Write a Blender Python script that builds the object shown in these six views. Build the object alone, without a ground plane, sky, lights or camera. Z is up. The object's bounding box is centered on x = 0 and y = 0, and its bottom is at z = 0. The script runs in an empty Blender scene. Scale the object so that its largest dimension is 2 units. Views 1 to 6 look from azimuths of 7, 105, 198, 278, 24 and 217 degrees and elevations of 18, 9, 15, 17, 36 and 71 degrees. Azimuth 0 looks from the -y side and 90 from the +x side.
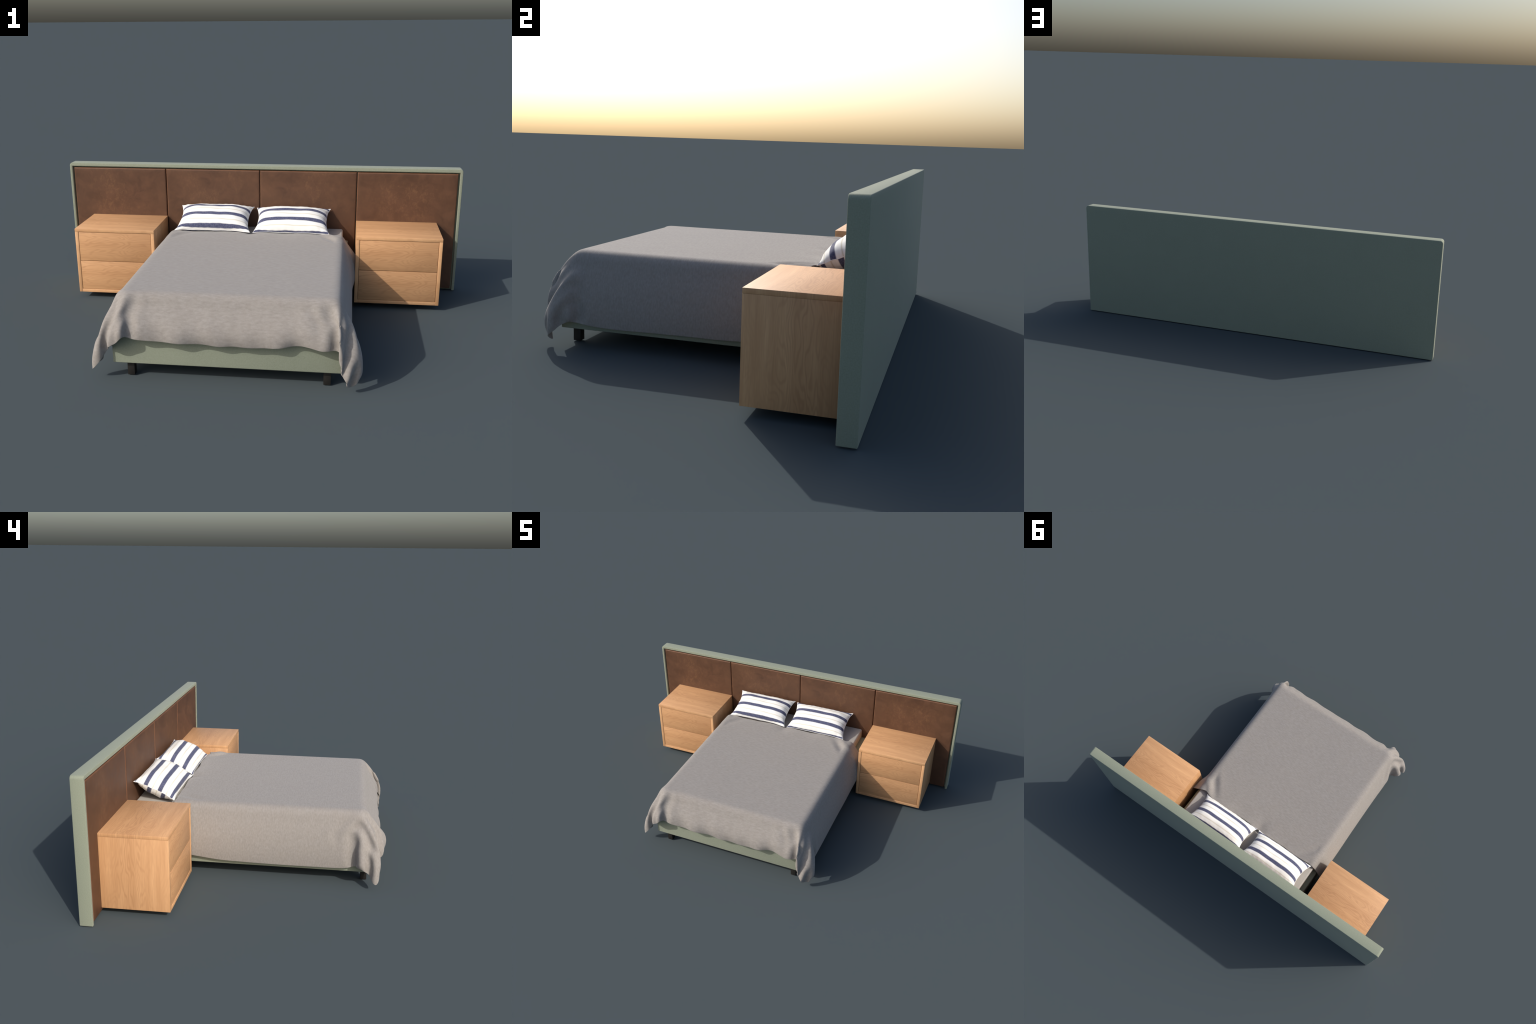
import bpy, bmesh, math
import numpy as np
from mathutils import Vector, Matrix, noise

noise.seed_set(7)
COL = bpy.context.scene.collection


# ------------------------------------------------------------------ helpers
def link(ob, parent=None, mat=None):
    COL.objects.link(ob)
    if parent is not None:
        ob.parent = parent
    if mat is not None and ob.type == 'MESH' and not ob.data.materials:
        ob.data.materials.append(mat)
    return ob


def empty(name, loc, label, category):
    e = bpy.data.objects.new(name, None)
    e.location = loc
    e.empty_display_size = 0.05
    e["label"], e["category"] = label, category
    return link(e)


def smooth(me, angle=35):
    me.polygons.foreach_set("use_smooth", [True] * len(me.polygons))
    try:
        me.set_sharp_from_angle(angle=math.radians(angle))
    except AttributeError:
        pass


def box_mesh(name, size, bevel=0.001, segs=2):
    """Box centred on its origin, chamfered all round."""
    bm = bmesh.new()
    bmesh.ops.create_cube(bm, size=1.0)
    for v in bm.verts:
        v.co = Vector((v.co.x * size[0], v.co.y * size[1], v.co.z * size[2]))
    if bevel > 0:
        bmesh.ops.bevel(bm, geom=bm.edges[:], offset=bevel, segments=segs,
                        profile=0.5, affect='EDGES')
    me = bpy.data.meshes.new(name)
    bm.to_mesh(me)
    bm.free()
    smooth(me)
    return me


def box(name, lo, hi, mat, parent=None, origin=(0, 0, 0), bevel=0.001, segs=2):
    lo, hi = Vector(lo), Vector(hi)
    me = box_mesh(name, hi - lo, bevel, segs)
    ob = bpy.data.objects.new(name, me)
    ob.location = (lo + hi) / 2 - Vector(origin)
    return link(ob, parent, mat)


# ------------------------------------------------------------------ materials
class Nodes:
    """Small wrapper that makes wiring shader nodes readable."""

    def __init__(self, name):
        self.m = bpy.data.materials.new(name)
        self.m.use_nodes = True
        self.nt = self.m.node_tree
        self.b = self.nt.nodes["Principled BSDF"]

    def n(self, kind, **kw):
        nd = self.nt.nodes.new(kind)
        for k, v in kw.items():
            setattr(nd, k, v)
        return nd

    def put(self, sock, val):
        if isinstance(val, bpy.types.NodeSocket):
            self.nt.links.new(val, sock)
        else:
            sock.default_value = val

    def math(self, op, a, b=0.0, c=0.0, clamp=False):
        nd = self.n("ShaderNodeMath", operation=op, use_clamp=clamp)
        for i, v in enumerate((a, b, c)):
            self.put(nd.inputs[i], v)
        return nd.outputs[0]

    def obj(self):
        return self.n("ShaderNodeTexCoord").outputs["Object"]

    def vmath(self, op, a, b):
        nd = self.n("ShaderNodeVectorMath", operation=op)
        self.put(nd.inputs[0], a)
        self.put(nd.inputs[1], b)
        return nd.outputs[0]

    def sep(self, v):
        nd = self.n("ShaderNodeSeparateXYZ")
        self.put(nd.inputs[0], v)
        return nd.outputs

    def noise(self, vec, scale, detail=4.0, rough=0.55, dist=0.0):
        nd = self.n("ShaderNodeTexNoise")
        self.put(nd.inputs["Vector"], vec)
        nd.inputs["Scale"].default_value = scale
        nd.inputs["Detail"].default_value = detail
        nd.inputs["Roughness"].default_value = rough
        nd.inputs["Distortion"].default_value = dist
        return nd.outputs[0]

    def ramp(self, fac, stops, interp='LINEAR'):
        nd = self.n("ShaderNodeValToRGB")
        cr = nd.color_ramp
        cr.interpolation = interp
        while len(cr.elements) < len(stops):
            cr.elements.new(0.5)
        for e, (p, c) in zip(cr.elements, stops):
            e.position = p
            e.color = (c, c, c, 1) if isinstance(c, (int, float)) else (*c, 1)
        self.put(nd.inputs[0], fac)
        return nd.outputs[0]

    def mix(self, fac, a, b, mode='MIX'):
        nd = self.n("ShaderNodeMix", data_type='RGBA', blend_type=mode)
        self.put(nd.inputs[0], fac)
        for s, v in ((nd.inputs[6], a), (nd.inputs[7], b)):
            self.put(s, v if isinstance(v, bpy.types.NodeSocket) else (*v, 1))
        return nd.outputs[2]

    def bump(self, height, strength, dist):
        nd = self.n("ShaderNodeBump")
        nd.inputs["Strength"].default_value = strength
        nd.inputs["Distance"].default_value = dist
        self.put(nd.inputs["Height"], height)
        self.put(self.b.inputs["Normal"], nd.outputs[0])

    def done(self, color, rough=0.6, spec=0.5, sheen=0.0):
        self.put(self.b.inputs["Base Color"],
                 color if isinstance(color, bpy.types.NodeSocket) else (*color, 1))
        self.put(self.b.inputs["Roughness"], rough)
        self.b.inputs["Specular IOR Level"].default_value = spec
        if sheen:
            self.b.inputs["Sheen Weight"].default_value = sheen
            self.b.inputs["Sheen Roughness"].default_value = 0.5
        return self.m


def sage_fabric():
    w = Nodes("sage_upholstery")
    o = w.obj()
    soft = w.noise(o, 9, 4)
    weave = w.noise(o, 260, 2)
    c = w.mix(soft, (0.222, 0.250, 0.182), (0.262, 0.287, 0.216))
    c = w.mix(w.ramp(weave, [(0.3, 0.0), (0.7, 1.0)]), c, (0.275, 0.302, 0.232))
    w.bump(w.noise(o, 420, 2), 0.25, 0.0008)
    return w.done(c, 0.85, 0.25, 0.12)


def leather():
    w = Nodes("brown_leather")
    o = w.obj()
    rnd = w.n("ShaderNodeObjectInfo").outputs["Random"]
    shift = w.n("ShaderNodeCombineXYZ")
    w.put(shift.inputs[0], w.math('MULTIPLY', rnd, 7.3))
    w.put(shift.inputs[2], w.math('MULTIPLY', rnd, 3.1))
    p = w.vmath('ADD', o, shift.outputs[0])
    cloud = w.noise(p, 5.5, 5, 0.6, 0.4)
    blotch = w.noise(p, 16, 6, 0.65, 0.6)
    speck = w.noise(w.vmath('MULTIPLY', p, (1, 1, 0.75)), 58, 5, 0.7, 0.5)
    c = w.mix(w.ramp(cloud, [(0.3, 0.0), (0.7, 1.0)]), (0.072, 0.0325, 0.0165), (0.109, 0.0505, 0.0255))
    c = w.mix(w.ramp(blotch, [(0.42, 0.0), (0.72, 0.75)]), c, (0.132, 0.060, 0.030))
    # pale scuffs gather in the middle of each panel
    x, y, z = w.sep(o)
    mid = w.math('MULTIPLY', w.ramp(w.math('ABSOLUTE', x), [(0.05, 1.0), (0.21, 0.25)]),
                 w.ramp(cloud, [(0.42, 0.0), (0.6, 1.0)]))
    scuff = w.math('MULTIPLY', mid, w.ramp(speck, [(0.48, 0.0), (0.72, 1.0)]))
    c = w.mix(w.math('MULTIPLY', scuff, 0.46), c, (0.215, 0.108, 0.048))
    # lighter, more orange line along the panel edges
    edge = w.math('MAXIMUM', w.ramp(w.math('ABSOLUTE', x), [(0.2385, 0.0), (0.2425, 1.0)]),
                  w.ramp(w.math('ABSOLUTE', z), [(0.2915, 0.0), (0.2965, 1.0)]))
    c = w.mix(w.math('MULTIPLY', edge, 0.36), c, (0.250, 0.105, 0.050))
    w.bump(w.noise(p, 330, 3), 0.18, 0.0006)
    return w.done(c, w.ramp(blotch, [(0.3, 0.52), (0.7, 0.66)]), 0.45)


def oak(name, grain='X', tone=1.0):
    """Pale oak: long streaks, one figured heart band, contour-like figure."""
    w = Nodes(name)
    o = w.obj()
    rnd = w.n("ShaderNodeObjectInfo").outputs["Random"]
    x, y, z = w.sep(o)
    # along = grain direction, across = board width
    along, across = {'X': (x, y), 'XZ': (x, z), 'Z': (z, y), 'Y': (y, z)}[grain]
    depth = {'X': z, 'XZ': y, 'Z': x, 'Y': x}[grain]
    comb = w.n("ShaderNodeCombineXYZ")
    w.put(comb.inputs[0], w.math('ADD', along, w.math('MULTIPLY', rnd, 0.35)))
    w.put(comb.inputs[1], across)
    w.put(comb.inputs[2], w.math('MULTIPLY', depth, 0.25))
    p = comb.outputs[0]
    wob = w.noise(w.vmath('MULTIPLY', p, (3.0, 5.0, 1.0)), 1.0, 2)
    # contour lines of a stretched height field make the cathedral figure
    field = w.noise(w.vmath('MULTIPLY', p, (3.2, 15.0, 3.0)), 1.0, 2.0, 0.45, 0.15)
    lines = w.math('SINE', w.math('MULTIPLY', field, 118.0))
    lines = w.ramp(w.math('MULTIPLY_ADD', lines, 0.5, 0.5), [(0.40, 0.0), (0.97, 1.0)])
    heart = w.math('ADD', across, w.math('MULTIPLY', w.math('SUBTRACT', wob, 0.5), 0.10))
    band = w.ramp(w.math('ABSOLUTE', w.math('SUBTRACT', heart, 0.018)), [(0.010, 1.0), (0.080, 0.16)])
    fine = w.noise(w.vmath('MULTIPLY', p, (9.0, 230.0, 60.0)), 1.0, 3, 0.6)
    fibre = w.noise(w.vmath('MULTIPLY', p, (30.0, 700.0, 200.0)), 1.0, 2, 0.6)
    wide = w.noise(w.vmath('MULTIPLY', p, (1.6, 26.0, 8.0)), 1.0, 2, 0.5)
    T = lambda r, g, b: (r * tone, g * tone, b * tone)
    c = w.mix(w.ramp(wide, [(0.32, 0.0), (0.68, 1.0)]), T(0.565, 0.308, 0.148), T(0.700, 0.405, 0.205))
    c = w.mix(w.math('MULTIPLY', w.ramp(fine, [(0.35, 1.0), (0.6, 0.0)]), 0.42), c, T(0.500, 0.265, 0.122))
    c = w.mix(w.math('MULTIPLY', w.ramp(fibre, [(0.35, 1.0), (0.55, 0.0)]), 0.22), c, T(0.465, 0.242, 0.112))
    c = w.mix(w.math('MULTIPLY', w.math('MULTIPLY', band, lines), 0.54), c, T(0.420, 0.212, 0.098))
    c = w.mix(w.math('MULTIPLY', w.math('MULTIPLY', band, wob), 0.62), c, T(0.490, 0.258, 0.120))
    w.bump(fine, 0.12, 0.0006)
    return w.done(c, 0.52, 0.4)


def wool():
    w = Nodes("grey_blanket_wool")
    o = w.obj()
    # woven streaks: long across the bed on top, upright on the hanging sides
    streak = w.noise(w.vmath('MULTIPLY', o, (48.0, 190.0, 84.0)), 1.0, 4, 0.62)
    fleck = w.noise(w.vmath('MULTIPLY', o, (150.0, 330.0, 190.0)), 1.0, 2)
    cloud = w.noise(o, 17, 3)
    c = w.mix(w.ramp(streak, [(0.32, 0.0), (0.68, 1.0)]), (0.246, 0.226, 0.209), (0.308, 0.287, 0.267))
    c = w.mix(w.math('MULTIPLY', w.ramp(fleck, [(0.58, 0.0), (0.75, 1.0)]), 0.35), c, (0.375, 0.353, 0.328))
    c = w.mix(w.math('MULTIPLY', w.ramp(cloud, [(0.4, 0.0), (0.75, 1.0)]), 0.22), c, (0.290, 0.260, 0.228))
    w.bump(w.math('ADD', streak, w.math('MULTIPLY', fleck, 0.5)), 0.22, 0.0012)
    return w.done(c, 0.9, 0.2, 0.2)


def ticking(name, phase_top, phase_under, depth):
    """White pillow cotton with navy bands and thin flax lines along local x."""
    w = Nodes(name)
    o = w.obj()
    x, y, z = w.sep(o)
    v = w.math('MULTIPLY_ADD', y, 1.0 / depth, 0.5)
    e = w.math('SUBTRACT', w.math('MULTIPLY', v, 2.0), 1.0)
    e = w.math('MULTIPLY', e, w.math('MULTIPLY_ADD', w.math('POWER', w.math('ABSOLUTE', e), 5.0), 0.24, 1.0))
    v = w.math('MULTIPLY_ADD', e, 0.5, 0.5)
    top = w.math('GREATER_THAN', z, 0.0)
    ph = w.math('ADD', phase_under, w.math('MULTIPLY', top, phase_top - phase_under))
    period = 0.345
    t = w.math('DIVIDE', w.math('SUBTRACT', v, ph), period)
    t = w.math('ABSOLUTE', w.math('SUBTRACT', w.math('FRACT', w.math('ADD', t, 0.5)), 0.5))
    # t: 0 on a navy band's centre line, 0.5 half way to the next
    white = (0.88, 0.87, 0.832)
    lines = w.ramp(t, [(0.26, 0.0), (0.31, 0.10), (0.40, 0.02), (0.445, 0.18), (0.470, 0.28), (0.486, 0.70)])
    c = w.mix(lines, white, (0.56, 0.50, 0.36))
    thread = w.noise(w.vmath('MULTIPLY', o, (40.0, 420.0, 420.0)), 1.0, 2)
    slub = w.noise(o, 190, 2)
    navy = w.mix(w.ramp(slub, [(0.35, 0.0), (0.8, 1.0)]), (0.046, 0.053, 0.115), (0.112, 0.121, 0.198))
    c = w.mix(w.ramp(t, [(0.122, 1.0), (0.172, 0.0)]), c, navy)
    c = w.mix(w.math('MULTIPLY', w.ramp(thread, [(0.4, 0.0), (0.8, 1.0)]), 0.08), c, (0.6, 0.58, 0.53))
    w.bump(slub, 0.15, 0.0006)
    return w.done(c, 0.85, 0.2, 0.1)


def plain(name, a, b, scale=60.0, rough=0.7, spec=0.3):
    w = Nodes(name)
    n = w.noise(w.obj(), scale, 4)
    w.bump(w.noise(w.obj(), scale * 4, 2), 0.15, 0.0006)
    return w.done(w.mix(n, a, b), rough, spec)


SAGE = sage_fabric()
LEATHER = leather()
OAK_TOP = oak("oak_along_width", 'X')
OAK_FRONT = oak("oak_drawer_front", 'XZ', 0.98)
OAK_SIDE = oak("oak_upright", 'Z')
WOOL = wool()
COTTON = plain("mattress_cover", (0.40, 0.375, 0.34), (0.47, 0.445, 0.41), 90)
CORD = plain("white_piping", (0.78, 0.78, 0.76), (0.86, 0.86, 0.85), 200)
BLACK = plain("black_leg", (0.014, 0.013, 0.012), (0.024, 0.022, 0.020), 40, 0.5)
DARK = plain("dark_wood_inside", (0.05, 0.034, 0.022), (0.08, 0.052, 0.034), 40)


# ------------------------------------------------------------------ bed
bed = empty("bed", (0, 0, 0), "platform bed with long brown leather panelled headboard and sage frame", "bed")

HB_BACK, HB_FRONT, HB_TOP = 0.611, 0.5555, 0.6310


def headboard_frame():
    """Upholstered slab with rounded top corners, recessed at the front for the leather."""
    r = 0.015
    bm = bmesh.new()
    pts = [(-1.0, 0.0015), (1.0, 0.0015)]
    for cx, a0 in ((1.0 - r, 0), (-1.0 + r, 90)):
        for k in range(7):
            a = math.radians(a0 + 15 * k)
            pts.append((cx + r * math.cos(a), HB_TOP - r + r * math.sin(a)))
    face = bm.faces.new([bm.verts.new((x, HB_FRONT, z)) for x, z in pts])
    ext = bmesh.ops.extrude_face_region(bm, geom=[face])
    for g in ext["geom"]:
        if isinstance(g, bmesh.types.BMVert):
            g.co.y = HB_BACK
    bmesh.ops.recalc_face_normals(bm, faces=bm.faces[:])
    me = bpy.data.meshes.new("slab")
    bm.to_mesh(me)
    bm.free()
    slab = link(bpy.data.objects.new("slab", me))
    cut_me = box_mesh("cutter", (2 * 0.9865, 0.060, 0.720), 0)
    cut = link(bpy.data.objects.new("cutter", cut_me))
    cut.location = (0, 0.576 - 0.030, 0.6135 - 0.360)
    mod = slab.modifiers.new("recess", 'BOOLEAN')
    mod.operation, mod.object, mod.solver = 'DIFFERENCE', cut, 'EXACT'
    bev = slab.modifiers.new("soft_edges", 'BEVEL')
    bev.width, bev.segments, bev.limit_method, bev.angle_limit = 0.0028, 3, 'ANGLE', math.radians(40)
    dg = bpy.context.evaluated_depsgraph_get()
    out = bpy.data.meshes.new_from_object(slab.evaluated_get(dg))
    bpy.data.objects.remove(slab)
    bpy.data.objects.remove(cut)
    smooth(out, 40)
    out.materials.clear()
    out.name = "headboard_frame"
    return out


frame = link(bpy.data.objects.new("headboard", headboard_frame()), bed, SAGE)

# four padded leather panels, gently pillowed with rounded rims
panel_bounds = (-0.9805, -0.4892, -0.0022, 0.4868, 0.9805)


def leather_panel_mesh(wd, ht, dp):
    bm = bmesh.new()
    nx, nz, r = 40, 48, 0.0055

    def spread(n, half):
        inner = np.linspace(-(half - r), half - r, n)
        a = np.radians(np.linspace(0, 90, 6)[1:])
        rim = half - r + r * np.sin(a)
        return np.concatenate([-rim[::-1], inner, rim])
    xs, zs = spread(nx, wd / 2), spread(nz, ht / 2)

    def drop(t, half):
        e = max(0.0, abs(t) - (half - r))
        return r - math.sqrt(max(0.0, r * r - e * e))
    grid = []
    for z in zs:
        row = []
        for x in xs:
            pad = 0.0010 * (1 - (2 * x / wd) ** 4) * (1 - (2 * z / ht) ** 4)
            rip = 0.0003 * noise.noise(Vector((x * 9, z * 9, 1.7)))
            d = min(r, math.hypot(drop(x, wd / 2), drop(z, ht / 2)))
            row.append(bm.verts.new((x, -dp / 2 + d - pad - rip, z)))
        grid.append(row)
    for j in range(len(zs) - 1):
        for i in range(len(xs) - 1):
            bm.faces.new((grid[j][i], grid[j][i + 1], grid[j + 1][i + 1], grid[j + 1][i]))
    rim = [grid[0][i] for i in range(len(xs))] + [grid[j][-1] for j in range(1, len(zs))] \
        + [grid[-1][i] for i in range(len(xs) - 2, -1, -1)] + [grid[j][0] for j in range(len(zs) - 2, 0, -1)]
    back = [bm.verts.new((v.co.x, dp / 2, v.co.z)) for v in rim]
    n = len(rim)
    for k in range(n):
        bm.faces.new((rim[k], back[k], back[(k + 1) % n], rim[(k + 1) % n]))
    bm.faces.new(back)
    bmesh.ops.recalc_face_normals(bm, faces=bm.faces[:])
    me = bpy.data.meshes.new("leather_panel")
    bm.to_mesh(me)
    bm.free()
    smooth(me, 50)
    return me


p_lo, p_hi, p_y0, p_y1 = 0.0115, 0.6065, 0.5580, 0.5750
gap = 0.0036
pm = leather_panel_mesh(0.4900 - gap, p_hi - p_lo, p_y1 - p_y0)
pm.materials.append(LEATHER)
for a, b in zip(panel_bounds, panel_bounds[1:]):
    ob = bpy.data.objects.new("leather_panel", pm)
    ob.location = ((a + b) / 2, (p_y0 + p_y1) / 2, (p_lo + p_hi) / 2)
    ob.scale = ((b - a - gap) / (0.4900 - gap), 1, 1)
    link(ob, frame)

box("bed_base", (-0.450, -0.5475, 0.0590), (0.450, 0.5560, 0.2540), SAGE, bed, bevel=0.004, segs=3)
box("mattress", (-0.4245, -0.5200, 0.2535), (0.4245, 0.5555, 0.3150), COTTON, bed, bevel=0.010, segs=4)
leg_me = box_mesh("leg", (0.0285, 0.0285, 0.0600), 0.0012)
leg_me.materials.append(BLACK)
for sx in (-1, 1):
    for y in (-0.5148, 0.5050):
        ob = bpy.data.objects.new("leg", leg_me)
        ob.location = (sx * 0.3848, y, 0.0300)
        link(ob, bed)


# ------------------------------------------------------------------ nightstands
NS_W, NS_Y0, NS_Y1, NS_Z0, NS_Z1, NS_T = 0.3992, 0.2668, 0.5570, 0.0284, 0.3590, 0.0160


def nightstand_parts():
    """(name, low corner, high corner, material) in the stand's own frame, x centred."""
    h = NS_W / 2
    z_top = NS_Z1 - 0.0157
    zin = NS_Z0 + NS_T
    g = 0.0018
    mid = 0.1945
    return [
        ("top_board", (-h, NS_Y0, z_top + 0.0003), (h, NS_Y1, NS_Z1), OAK_TOP),
        ("side_board", (-h, NS_Y0, NS_Z0), (-h + NS_T, NS_Y1, z_top), OAK_SIDE),
        ("side_board", (h - NS_T, NS_Y0, NS_Z0), (h, NS_Y1, z_top), OAK_SIDE),
        ("bottom_board", (-h + NS_T, NS_Y0, NS_Z0), (h - NS_T, NS_Y1, zin), OAK_TOP),
        ("back_board", (-h + NS_T, NS_Y1 - 0.006, zin), (h - NS_T, NS_Y1 - 0.001, z_top), DARK),
        ("drawer_front", (-h + NS_T + g, NS_Y0 + 0.0012, mid + 0.0013), (h - NS_T - g, NS_Y0 + 0.016, z_top - g), OAK_FRONT),
        ("drawer_front", (-h + NS_T + g, NS_Y0 + 0.0012, zin + g), (h - NS_T - g, NS_Y0 + 0.016, mid - 0.0013), OAK_FRONT),
        ("drawer_box", (-h + NS_T + 0.006, NS_Y0 + 0.0165, mid + 0.010), (h - NS_T - 0.006, NS_Y1 - 0.012, z_top - 0.020), DARK),
        ("drawer_box", (-h + NS_T + 0.006, NS_Y0 + 0.0165, zin + 0.006), (h - NS_T - 0.006, NS_Y1 - 0.012, mid - 0.020), DARK),
    ]


shared = []
for cx in (-0.6885, 0.6885):
    org = (cx, 0.412, NS_Z0)
    stand = empty("nightstand", org, "pale oak bedside cabinet with two plain flush drawers", "nightstand")
    for i, (nm, lo, hi, mat) in enumerate(nightstand_parts()):
        lo, hi = Vector(lo), Vector(hi)
        if cx < 0:
            me = box_mesh(nm, hi - lo, 0.0006, 2)
            me.materials.append(mat)
            shared.append(me)
        ob = bpy.data.objects.new(nm, shared[i])
        ob.location = (lo + hi) / 2 - Vector((0, org[1], org[2]))
        link(ob, stand)


# ------------------------------------------------------------------ pillows
def pillow_mesh(w, d, t_up, t_dn, seed):
    """Stuffed rectangle: pinched-in edges, pointed corners, seam all round."""
    nu, nv = 72, 44
    # cosine spacing packs rings near the seam
    us = np.sin(np.linspace(-math.pi / 2, math.pi / 2, nu))
    vs = np.sin(np.linspace(-math.pi / 2, math.pi / 2, nv))

    def outline(u, v):
        px = 0.019 * (1 - abs(v) ** 2.4)
        py = 0.009 * (1 - abs(u) ** 4.0)
        wob = 0.0018 * noise.noise(Vector((u * 2.3, v * 2.3, seed)))
        x = u * (w / 2 - px * abs(u) ** 3 + wob * abs(u) ** 3)
        y = v * (d / 2 - py * abs(v) ** 3 + wob * abs(v) ** 3)
        seamz = 0.0042 * noise.noise(Vector((u * 3.1, v * 3.1, seed + 4)))
        return x, y, seamz

    def loft(u, v, t):
        a, b = max(0.0, 1 - abs(u) ** 3.4), max(0.0, 1 - abs(v) ** 2.3)
        f = (a ** 0.60) * (b ** 0.62)
        crease = 1 + 0.055 * noise.noise(Vector((u * 3.0, v * 2.2, seed + 9))) * (1 - f)
        return t * f * crease
    bm = bmesh.new()
    top, bot = {}, {}
    for j, v in enumerate(vs):
        for i, u in enumerate(us):
            x, y, sz = outline(u, v)
            # short puckers running in from the seam
            edge = max(abs(u), abs(v)) ** 8
            puck = 0.0010 * edge * (1 - edge) * 4 * math.sin(36 * (u + 0.3 * v) + seed) if abs(v) > abs(u) \
                else 0.0010 * edge * (1 - edge) * 4 * math.sin(24 * v + seed)
            top[i, j] = bm.verts.new((x, y, sz + loft(u, v, t_up) + puck))
            rim = i in (0, nu - 1) or j in (0, nv - 1)
            bot[i, j] = top[i, j] if rim else bm.verts.new((x, y, sz - loft(u, v, t_dn) - puck))
    for j in range(nv - 1):
        for i in range(nu - 1):
            bm.faces.new((top[i, j], top[i + 1, j], top[i + 1, j + 1], top[i, j + 1]))
            bm.faces.new((bot[i, j], bot[i, j + 1], bot[i + 1, j + 1], bot[i + 1, j]))
    ring = [(i, 0) for i in range(nu)] + [(nu - 1, j) for j in range(1, nv)] \
        + [(i, nv - 1) for i in range(nu - 2, -1, -1)] + [(0, j) for j in range(nv - 2, 0, -1)]
    rim = [top[k].co.copy() for k in ring]
    me = bpy.data.meshes.new("pillow")
    bm.to_mesh(me)
    bm.free()
    me.polygons.foreach_set("use_smooth", [True] * len(me.polygons))
    return me, rim


def cord_mesh(points, radius):
    """Round piping swept along a closed loop of points."""
    n, m = len(points), 8
    bm = bmesh.new()
    rings = []
    for k, p in enumerate(points):
        t = (points[(k + 1) % n] - points[k - 1]).normalized()
        side = t.cross(Vector((0, 0, 1))).normalized()
        up = side.cross(t)
        rings.append([bm.verts.new(p + radius * (math.cos(a) * side + math.sin(a) * up))
                      for a in (2 * math.pi * q / m for q in range(m))])
    for k in range(n):
        a, b = rings[k], rings[(k + 1) % n]
        for q in range(m):
            bm.faces.new((a[q], a[(q + 1) % m], b[(q + 1) % m], b[q]))
    bmesh.ops.recalc_face_normals(bm, faces=bm.faces[:])
    me = bpy.data.meshes.new("piping")
    bm.to_mesh(me)
    bm.free()
    me.polygons.foreach_set("use_smooth", [True] * len(me.polygons))
    return me


def pillow(center, right, up, w, d, phases, seed):
    me, rim = pillow_mesh(w, d, 0.0545, 0.0560, seed)
    me.materials.append(ticking("striped_cotton", *phases, d))
    ob = bpy.data.objects.new("pillow", me)
    X = Vector(right).normalized()
    Z = X.cross(Vector(up)).normalized()
    Y = Z.cross(X)
    ob.matrix_world = Matrix.Translation(center) @ Matrix((X, Y, Z)).transposed().to_4x4()
    ob["label"] = "plump white pillow with navy and beige stripes"
    ob["category"] = "pillow"
    link(ob)
    link(bpy.data.objects.new("piping", cord_mesh(rim, 0.0013)), ob, CORD)
    return ob


pillow((-0.2188, 0.4552, 0.3792), (0.376, -0.002, 0.000), (0.0045, 0.1885, 0.0805), 0.376, 0.205, (0.048, 0.280), 3.0)
pillow((0.1718, 0.4540, 0.3772), (0.375, 0.0, 0.002), (0.0040, 0.1900, 0.0780), 0.375, 0.205, (0.285, 0.060), 11.0)


# ------------------------------------------------------------------ blanket
TOP_Z = 0.3425             # cloth surface on top of the mattress
EX, EY = 0.4020, -0.4860   # where the flat top starts to roll over the edge
ROLL = 0.034               # radius of that roll
BACK = 0.361               # rear hem on top of the mattress
DROP_X, DROP_Y = 0.2870, 0.2030   # cloth hanging past the rim at the sides / at the foot

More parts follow.
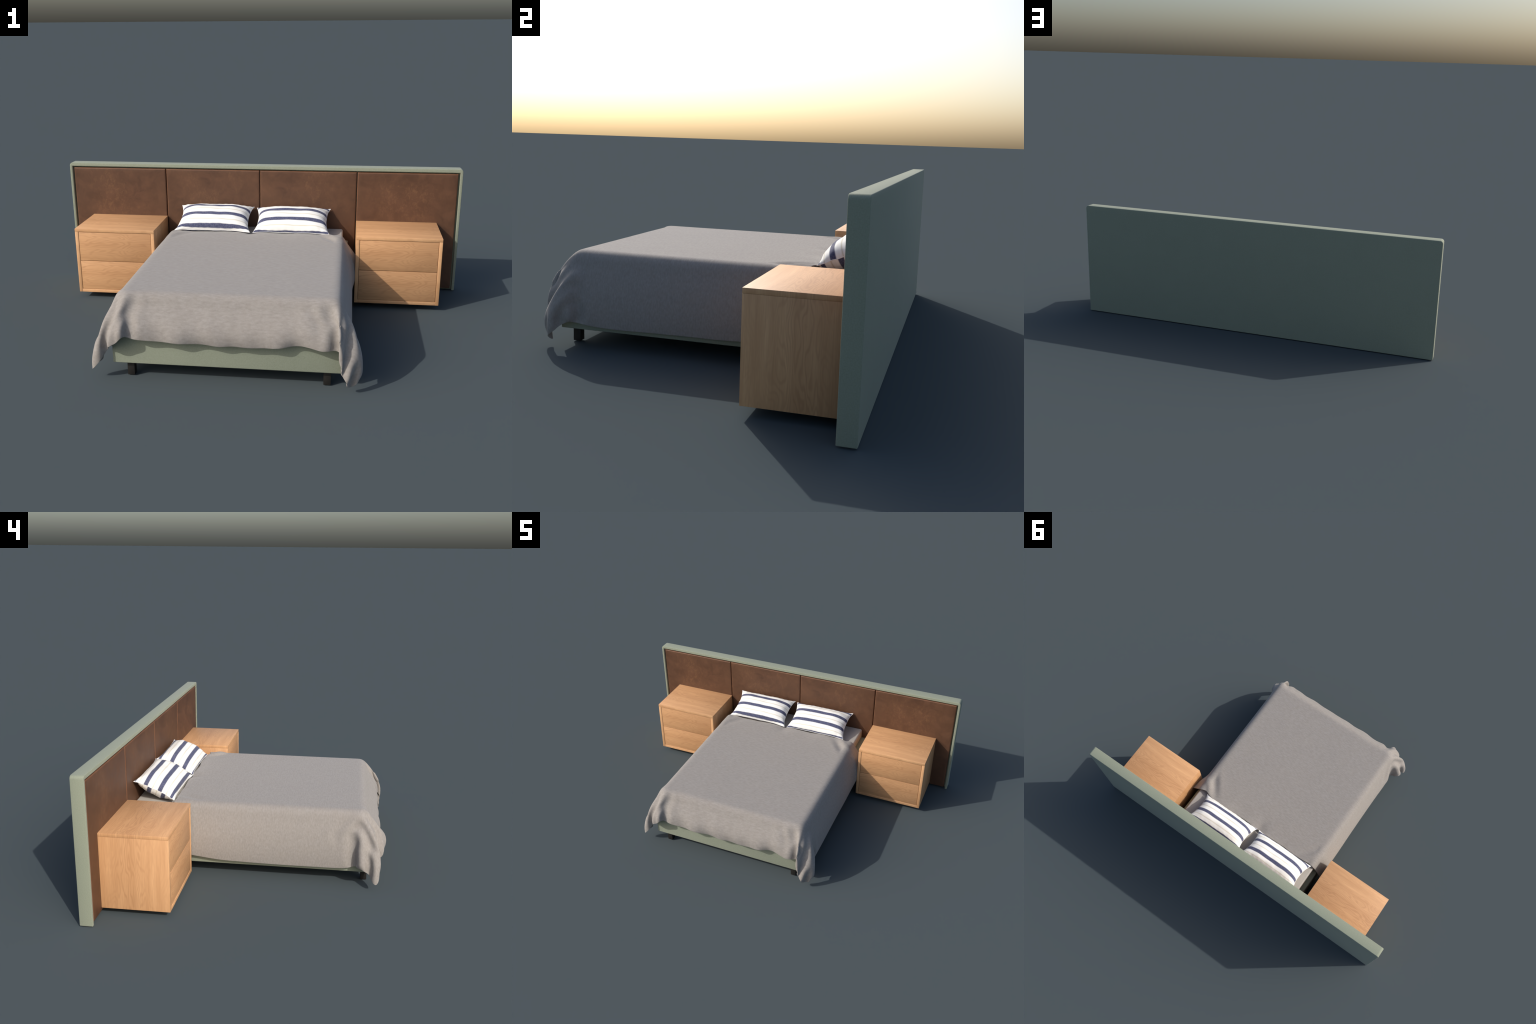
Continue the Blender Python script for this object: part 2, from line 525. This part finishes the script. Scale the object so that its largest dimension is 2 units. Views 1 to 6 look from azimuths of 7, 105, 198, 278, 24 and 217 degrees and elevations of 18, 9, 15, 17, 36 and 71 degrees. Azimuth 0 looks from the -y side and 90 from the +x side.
# Hanging cloth, described by what its lower hem does as it goes round the bed:
# (place along the bed edge, hem point, how far the cloth bellies out half way down).
# The place is ('L', y), ('F', x), ('R', y), or a corner; 'tip' is the blanket's own corner.
DRAPE = [
    (('L', 0.361), (-0.480, 0.362, 0.118), 0.004),
    (('L', 0.320), (-0.478, 0.322, 0.110), 0.006),
    (('L', 0.240), (-0.474, 0.240, 0.098), 0.010),
    (('L', 0.150), (-0.473, 0.150, 0.087), 0.010),
    (('L', 0.030), (-0.471, 0.030, 0.082), 0.010),
    (('L', -0.130), (-0.470, -0.130, 0.079), 0.010),
    (('L', -0.290), (-0.471, -0.290, 0.080), 0.010),
    (('L', -0.395), (-0.473, -0.400, 0.082), 0.010),
    (('L', -0.440), (-0.472, -0.444, 0.085), 0.008),
    (('FL', ''), (-0.468, -0.472, 0.096), 0.006),
    (('FL', ''), (-0.502, -0.482, 0.103), 0.008),
    (('FL', ''), (-0.518, -0.512, 0.097), 0.010),
    (('FL', ''), (-0.495, -0.534, 0.074), 0.004),
    (('FL', ''), (-0.527, -0.554, 0.046), 0.016),
    (('FL', 'tip'), (-0.531, -0.568, 0.037), 0.014),
    (('FL', ''), (-0.518, -0.578, 0.045), 0.020),
    (('FL', ''), (-0.482, -0.576, 0.089), 0.024),
    (('FL', ''), (-0.462, -0.562, 0.124), 0.022),
    (('FL', ''), (-0.453, -0.588, 0.140), 0.018),
    (('FL', ''), (-0.418, -0.592, 0.163), 0.016),
    (('FL', ''), (-0.391, -0.604, 0.192), 0.008),
    (('FL', ''), (-0.380, -0.580, 0.186), 0.014),
    (('F', -0.335), (-0.343, -0.588, 0.178), 0.010),
    (('F', -0.295), (-0.293, -0.576, 0.174), 0.012),
    (('F', -0.215), (-0.213, -0.582, 0.173), 0.014),
    (('F', -0.160), (-0.160, -0.578, 0.167), 0.014),
    (('F', -0.050), (-0.050, -0.579, 0.165), 0.014),
    (('F', 0.080), (0.080, -0.578, 0.164), 0.014),
    (('F', 0.190), (0.190, -0.580, 0.167), 0.014),
    (('F', 0.265), (0.265, -0.574, 0.177), 0.012),
    (('F', 0.305), (0.305, -0.582, 0.178), 0.012),
    (('F', 0.350), (0.360, -0.584, 0.167), 0.006),
    (('FR', ''), (0.402, -0.582, 0.163), 0.008),
    (('FR', ''), (0.423, -0.574, 0.163), 0.012),
    (('FR', ''), (0.430, -0.597, 0.135), 0.013),
    (('FR', ''), (0.442, -0.604, 0.085), 0.014),
    (('FR', ''), (0.457, -0.602, 0.041), 0.016),
    (('FR', ''), (0.464, -0.592, 0.023), 0.020),
    (('FR', 'tip'), (0.475, -0.570, 0.022), 0.024),
    (('FR', ''), (0.492, -0.576, 0.038), 0.028),
    (('FR', ''), (0.507, -0.551, 0.054), 0.026),
    (('FR', ''), (0.494, -0.524, 0.079), 0.022),
    (('FR', ''), (0.485, -0.493, 0.093), 0.018),
    (('FR', ''), (0.474, -0.468, 0.088), 0.010),
    (('R', -0.430), (0.473, -0.438, 0.083), 0.010),
    (('R', -0.340), (0.472, -0.340, 0.078), 0.010),
    (('R', -0.200), (0.472, -0.200, 0.080), 0.010),
    (('R', -0.050), (0.472, -0.050, 0.082), 0.010),
    (('R', 0.100), (0.473, 0.100, 0.083), 0.010),
    (('R', 0.210), (0.475, 0.210, 0.092), 0.010),
    (('R', 0.300), (0.480, 0.300, 0.106), 0.030),
    (('R', 0.361), (0.484, 0.368, 0.116), 0.050),
]

# running length of cloth border, measured along the hem from the left rear corner
SIDE = BACK - EY
U_TIP_L = SIDE + DROP_Y
U_FRONT = U_TIP_L + DROP_X          # front starts (at x = -EX)
U_TIP_R = U_FRONT + 2 * EX + DROP_X
U_RIGHT = U_TIP_R + DROP_Y          # right side starts (at y = EY)
U_END = U_RIGHT + SIDE


def hem_stations():
    """Cloth length u of every station; inside a corner it follows the hem's own length."""
    known = []
    for (k, t), hem, belly in DRAPE:
        known.append({'L': lambda: BACK - t, 'F': lambda: U_FRONT + EX + t, 'R': lambda: U_RIGHT + t - EY,
                      'FL': lambda: U_TIP_L if t == 'tip' else None,
                      'FR': lambda: U_TIP_R if t == 'tip' else None}[k]())
    P = np.array([h for _, h, _ in DRAPE])
    run = np.concatenate([[0], np.cumsum(np.linalg.norm(np.diff(P, axis=0), axis=1))])
    i = [n for n, u in enumerate(known) if u is not None]
    u = np.interp(run, run[i], [known[n] for n in i])
    return u, np.column_stack([P, [b for *_, b in DRAPE]])


HEM_U, HEM_V = hem_stations()


def hem_at(u):
    """Cubic Hermite through the stations (finite-difference tangents, non-uniform)."""
    u = np.clip(np.atleast_1d(np.asarray(u, float)), HEM_U[0], HEM_U[-1])
    d = np.diff(HEM_U)
    s = np.diff(HEM_V, axis=0) / d[:, None]
    m = np.vstack([s[:1], (s[:-1] * d[1:, None] + s[1:] * d[:-1, None]) / (d[:-1] + d[1:])[:, None], s[-1:]])
    i = np.clip(np.searchsorted(HEM_U, u, side='right') - 1, 0, len(d) - 1)
    t = ((u - HEM_U[i]) / d[i])[:, None]
    D = d[i][:, None]
    return ((2 * t**3 - 3 * t**2 + 1) * HEM_V[i] + (t**3 - 2 * t**2 + t) * D * m[i]
            + (3 * t**2 - 2 * t**3) * HEM_V[i + 1] + (t**3 - t**2) * D * m[i + 1])


def rim_at(u):
    """Rim point of the flat top and outward direction for cloth length u."""
    if u <= SIDE:
        return (-EX, BACK - u), (-1.0, 0.0)
    if u < U_FRONT:
        f = (u - SIDE) / DROP_Y * 0.5 if u < U_TIP_L else 0.5 + (u - U_TIP_L) / DROP_X * 0.5
        a = math.pi / 2 * f
        return (-EX, EY), (-math.cos(a), -math.sin(a))
    if u <= U_FRONT + 2 * EX:
        return (u - U_FRONT - EX, EY), (0.0, -1.0)
    if u < U_RIGHT:
        f = (u - U_FRONT - 2 * EX) / DROP_X * 0.5 if u < U_TIP_R else 0.5 + (u - U_TIP_R) / DROP_Y * 0.5
        a = math.pi / 2 * f
        return (EX, EY), (math.sin(a), -math.cos(a))
    return (EX, EY + u - U_RIGHT), (1.0, 0.0)


def top_height(x, y):
    """Slight sag, dents by the pillows, and pulled folds at the two rear corners."""
    z = TOP_Z + 0.0008 * noise.noise(Vector((x * 4, y * 4, 0.3))) + 0.0003 * noise.noise(Vector((x * 14, y * 14, 2.3)))
    rear = min(1.0, max(0.0, (y - 0.20) / (BACK - 0.20))) ** 2
    z -= 0.0050 * rear
    z += 0.0036 * rear * noise.noise(Vector((x * 11 + 2.0, y * 7, 5.1)))
    # dip where the inner pillow corners press
    z -= 0.007 * math.exp(-((x + 0.028) / 0.030) ** 2 - ((y - 0.352) / 0.045) ** 2)
    # one soft diagonal pull from the outer pillow corner on each side
    for sx, amp in ((1, 0.0105), (-1, 0.0045)):
        u = (sx * x - 0.385) * 0.80 + (y - 0.290) * 0.60
        v = -(sx * x - 0.385) * 0.60 + (y - 0.290) * 0.80
        z += amp * math.exp(-(u / 0.050) ** 2 - (v / 0.085) ** 2) * math.sin(u * 70 + 0.5)
    return z


def rear_shift(x, y):
    """The rear hem is pulled a little toward the foot at its two ends, more on the right."""
    f = min(1.0, max(0.0, (y - 0.24) / (BACK - 0.24))) ** 2
    g = min(1.0, max(0.0, (abs(x) - 0.32) / 0.08))
    return -(0.017 if x > 0 else 0.006) * f * g * g * (3 - 2 * g)


def hang_point(u, s):
    """First guess: cloth at fraction s of the way from the rim (0) to the hem (1)."""
    (bx, by), (nx, ny) = rim_at(u)
    hx, hy, hz, belly = hem_at(u)[0]
    N, H = Vector((nx, ny, 0)), Vector((hx, hy, hz))
    # uneven hem at the foot
    foot = max(0.0, abs(ny) - 0.9) * 10
    H.z += foot * 0.0050 * noise.noise(Vector((u * 19.0, 2.2, 0.4)))
    by += rear_shift(bx, by)
    B = Vector((bx, by, top_height(bx, by)))
    pts = [B]
    for k in range(1, 7):
        a = math.radians(13 * k)
        pts.append(B + N * ROLL * math.sin(a) - Vector((0, 0, ROLL * (1 - math.cos(a)))))
    E = pts[-1]
    t0 = (pts[-1] - pts[-2]).normalized()
    ln = (H - E).length
    P1, P2 = E + t0 * ln * 0.30 + N * belly * 0.6, H + Vector((0, 0, ln * 0.36)) + N * belly * 1.3
    for k in range(1, 15):
        q = k / 14
        pts.append((1 - q) ** 3 * E + 3 * q * (1 - q) ** 2 * P1 + 3 * q * q * (1 - q) * P2 + q ** 3 * H)
    # loose upright ripples that grow toward the hem at the foot of the bed
    for k in range(7, len(pts)):
        q = (k - 6) / 14
        pts[k] = pts[k] + N * q * q * foot * 0.0130 * noise.noise(Vector((u * 15.0, q * 1.3, 6.6)))
    A = np.array(pts)
    run = np.concatenate([[0], np.cumsum(np.linalg.norm(np.diff(A, axis=0), axis=1))])
    return [np.interp(s * run[-1], run, A[:, k]) for k in range(3)], run[-1]


def settle_cloth(X, ha, hb, SA, SB, pin, pin_w, anchored):
    """Position-based cloth: keeps the weave's lengths while it hangs over mattress and base."""
    nA, nB = X.shape[:2]
    prev = X.copy()
    free = np.where(anchored, 0.0, 1.0)
    diag = math.hypot(ha, hb)

    def pairs(sa, sb, rest, stiff, colour, parts, push_only=False):
        out = []
        for part in parts:
            ia = np.arange(nA - sa) if sa else np.arange(nA)
            ib = np.arange(nB - abs(sb))
            if colour == 'a':
                ia = ia[np.isin(ia % (2 * sa), part)]
            else:
                ib = ib[np.isin(ib % (2 * abs(sb)), part)]
            ga, gb = np.meshgrid(ia, ib, indexing='ij')
            ga, gb = ga.ravel(), gb.ravel()
            g0, g1 = (gb, gb + sb) if sb >= 0 else (gb - sb, gb)
            p, q = ga * nB + g0, (ga + sa) * nB + g1
            w0, w1 = free.ravel()[p], free.ravel()[q]
            keep = (w0 + w1) > 0
            p, q, w0, w1 = p[keep], q[keep], w0[keep], w1[keep]
            S = SA if sb == 0 else SB if sa == 0 else (SA + SB) / 2
            out.append((p, q, (w0 / (w0 + w1))[:, None] * stiff, (w1 / (w0 + w1))[:, None] * stiff,
                        rest * np.minimum(S.ravel()[p], S.ravel()[q]), push_only))
        return out
    cons = pairs(1, 0, ha, 0.9, 'a', ([0], [1])) + pairs(0, 1, hb, 0.9, 'b', ([0], [1])) \
        + pairs(1, 1, diag, 0.22, 'a', ([0], [1])) + pairs(1, -1, diag, 0.22, 'a', ([0], [1]))
    for n, k in ((2, 0.36), (4, 0.20)):
        halves = (list(range(n)), list(range(n, 2 * n)))
        cons += pairs(n, 0, n * ha, k, 'a', halves, True) + pairs(0, n, n * hb, k, 'b', halves, True)
    F = free[..., None]
    for step in range(STEPS):
        vel = (X - prev) * 0.90
        prev = X.copy()
        X = X + F * (vel + np.array([0, 0, -1.1e-5]))
        ease = pin_w * (1.0 if step < STEPS * 0.6 else 0.6)
        for it in range(4):
            Y = X.reshape(-1, 3)
            for p, q, a, b, rest, push in cons:
                d = Y[q] - Y[p]
                L = np.sqrt(np.einsum('ij,ij->i', d, d)) + 1e-9
                e = (L - rest) / L
                # wool gives way to squeezing more readily than to stretching
                e = np.minimum(e, 0) if push else np.where(e < 0, e * SQUEEZE, e)
                d *= e[:, None]
                Y[p] += a * d
                Y[q] -= b * d
            X = Y.reshape(nA, nB, 3)
            X += ease[..., None] * (pin - X)
            # mattress with its padded, rolled rim
            q = np.stack([np.abs(X[..., 0]) - EX, EY - X[..., 1], X[..., 2] - (TOP_Z - ROLL)], -1)
            m = np.maximum(q, 0)
            L = np.sqrt((m ** 2).sum(-1)) + 1e-9
            hit = (L < ROLL) & (X[..., 2] > 0.256) & (q.max(-1) > 0) & (free > 0)
            push = np.where(hit, ROLL / L - 1, 0)[..., None] * m
            push[..., 0] *= np.sign(X[..., 0])
            push[..., 1] *= -1
            X += push
            # bed base: push out through the nearer upright face
            dx, dy = 0.4555 - np.abs(X[..., 0]), X[..., 1] + 0.5530
            inside = (dx > 0) & (dy > 0) & (X[..., 2] < 0.262) & (X[..., 2] > 0.055) & (free > 0)
            side = inside & (dx < dy)
            X[..., 0] += np.where(side, np.sign(X[..., 0]) * dx, 0)
            X[..., 1] -= np.where(inside & ~side, dy, 0)
            X[..., 2] = np.maximum(X[..., 2], 0.008)
    return X


STEPS, SQUEEZE = 130, 0.3


def blanket_mesh():
    cell = 0.0085
    A, Bf = EX + DROP_X, EY - DROP_Y
    nA, nB = int(round(2 * A / cell)) + 1, int(round((BACK - Bf) / cell)) + 1
    av, bv_ = np.linspace(-A, A, nA), np.linspace(BACK, Bf, nB)
    ha, hb = av[1] - av[0], bv_[0] - bv_[1]
    X = np.zeros((nA, nB, 3))
    pin = np.zeros_like(X)
    pin_w = np.zeros((nA, nB))
    anchored = np.zeros((nA, nB), bool)
    SA, SB = np.ones((nA, nB)), np.ones((nA, nB))
    rear_wave = lambda x: 0.006 * noise.noise(Vector((x * 6, 0.2, 8.8))) + 0.003 * noise.noise(Vector((x * 21, 0.7, 3.8)))
    for i, a in enumerate(av):
        for j, b in enumerate(bv_):
            da, db = abs(a) - EX, EY - b
            if da <= 0 and db <= 0:
                f = max(0.0, (b - 0.22) / (BACK - 0.22)) ** 2 * (1 - (abs(a) / EX) ** 6)
                y = b + f * rear_wave(a) + rear_shift(a, b)
                X[i, j] = (a, y, top_height(a, y))
                anchored[i, j] = da < -0.012 and db < -0.012
                pin_w[i, j] = 0.35
            else:
                s = max(da / DROP_X, db / DROP_Y)
                if db <= 0:
                    u = BACK - b if a < 0 else U_RIGHT + b - EY
                elif da <= 0:
                    u = U_FRONT + EX + a
                else:
                    # which point of the hem lies on the ray from the corner of the top
                    ea, eb = da / s, db / s
                    along = eb if da / DROP_X >= db / DROP_Y else DROP_Y + (DROP_X - ea)
                    u = SIDE + along if a < 0 else U_RIGHT - along
                X[i, j], reach = hang_point(u, min(1.0, s))
                # the blanket lies a little askew: its drop varies along the straight edges
                if db <= 0:
                    k = min(1.0, -db / 0.05)
                    SA[i, j] = 1 + k * (reach / DROP_X - 1)
                elif da <= 0:
                    k = min(1.0, -da / 0.05)
                    SB[i, j] = 1 + k * (reach / DROP_Y - 1)
                hem = i in (0, nA - 1) or j == nB - 1
                pin_w[i, j] = 0.30 if hem else 0.035 * s * (1.0 if db > 0 else 0.5)
            pin[i, j] = X[i, j]
    # slight irregularity so that slack cloth buckles unevenly
    for i in range(nA):
        for j in range(nB):
            if not anchored[i, j]:
                p = Vector((av[i] * 9, bv_[j] * 9, 3.3))
                X[i, j] += 0.0012 * np.array(noise.noise_vector(p))
    X = settle_cloth(X, ha, hb, SA, SB, pin, pin_w, anchored)
    # thick wool: take the last pinches out, keeping the hem line a line
    soft = np.where(anchored, 0.0, 0.45)[..., None]
    for _ in range(5):
        Y = X.copy()
        Y[1:-1, 1:-1] = (X[:-2, 1:-1] + X[2:, 1:-1] + X[1:-1, :-2] + X[1:-1, 2:]) / 4
        for k in (0, -1):
            Y[k, 1:-1] = (X[k, :-2] + X[k, 2:]) / 2
            Y[1:-1, k] = (X[:-2, k] + X[2:, k]) / 2
        for k in (0, -1):
            Y[k, -1] = (X[k, -2] + X[1 if k == 0 else -2, -1]) / 2
        X = X + soft * (Y - X)
    over = np.maximum(0, -0.598 - X[..., 1])
    X[..., 1] = np.where(over > 0, -0.598 - 0.0160 * np.tanh(over / 0.0160), X[..., 1])
    bm = bmesh.new()
    vs = [[bm.verts.new(X[i, j]) for j in range(nB)] for i in range(nA)]
    for i in range(nA - 1):
        for j in range(nB - 1):
            bm.faces.new((vs[i][j], vs[i][j + 1], vs[i + 1][j + 1], vs[i + 1][j]))
    me = bpy.data.meshes.new("blanket")
    bm.to_mesh(me)
    bm.free()
    me.polygons.foreach_set("use_smooth", [True] * len(me.polygons))
    return me


blanket = bpy.data.objects.new("blanket", blanket_mesh())
blanket["label"] = "grey wool blanket draped over the mattress with folded corners"
blanket["category"] = "blanket"
link(blanket, None, WOOL)
sub = blanket.modifiers.new("smooth", 'SUBSURF')
sub.levels = sub.render_levels = 1
sol = blanket.modifiers.new("thickness", 'SOLIDIFY')
sol.thickness, sol.offset = 0.0042, -1.0
bv = blanket.modifiers.new("hem_round", 'BEVEL')
bv.width, bv.segments, bv.limit_method, bv.angle_limit = 0.0014, 2, 'ANGLE', math.radians(60)
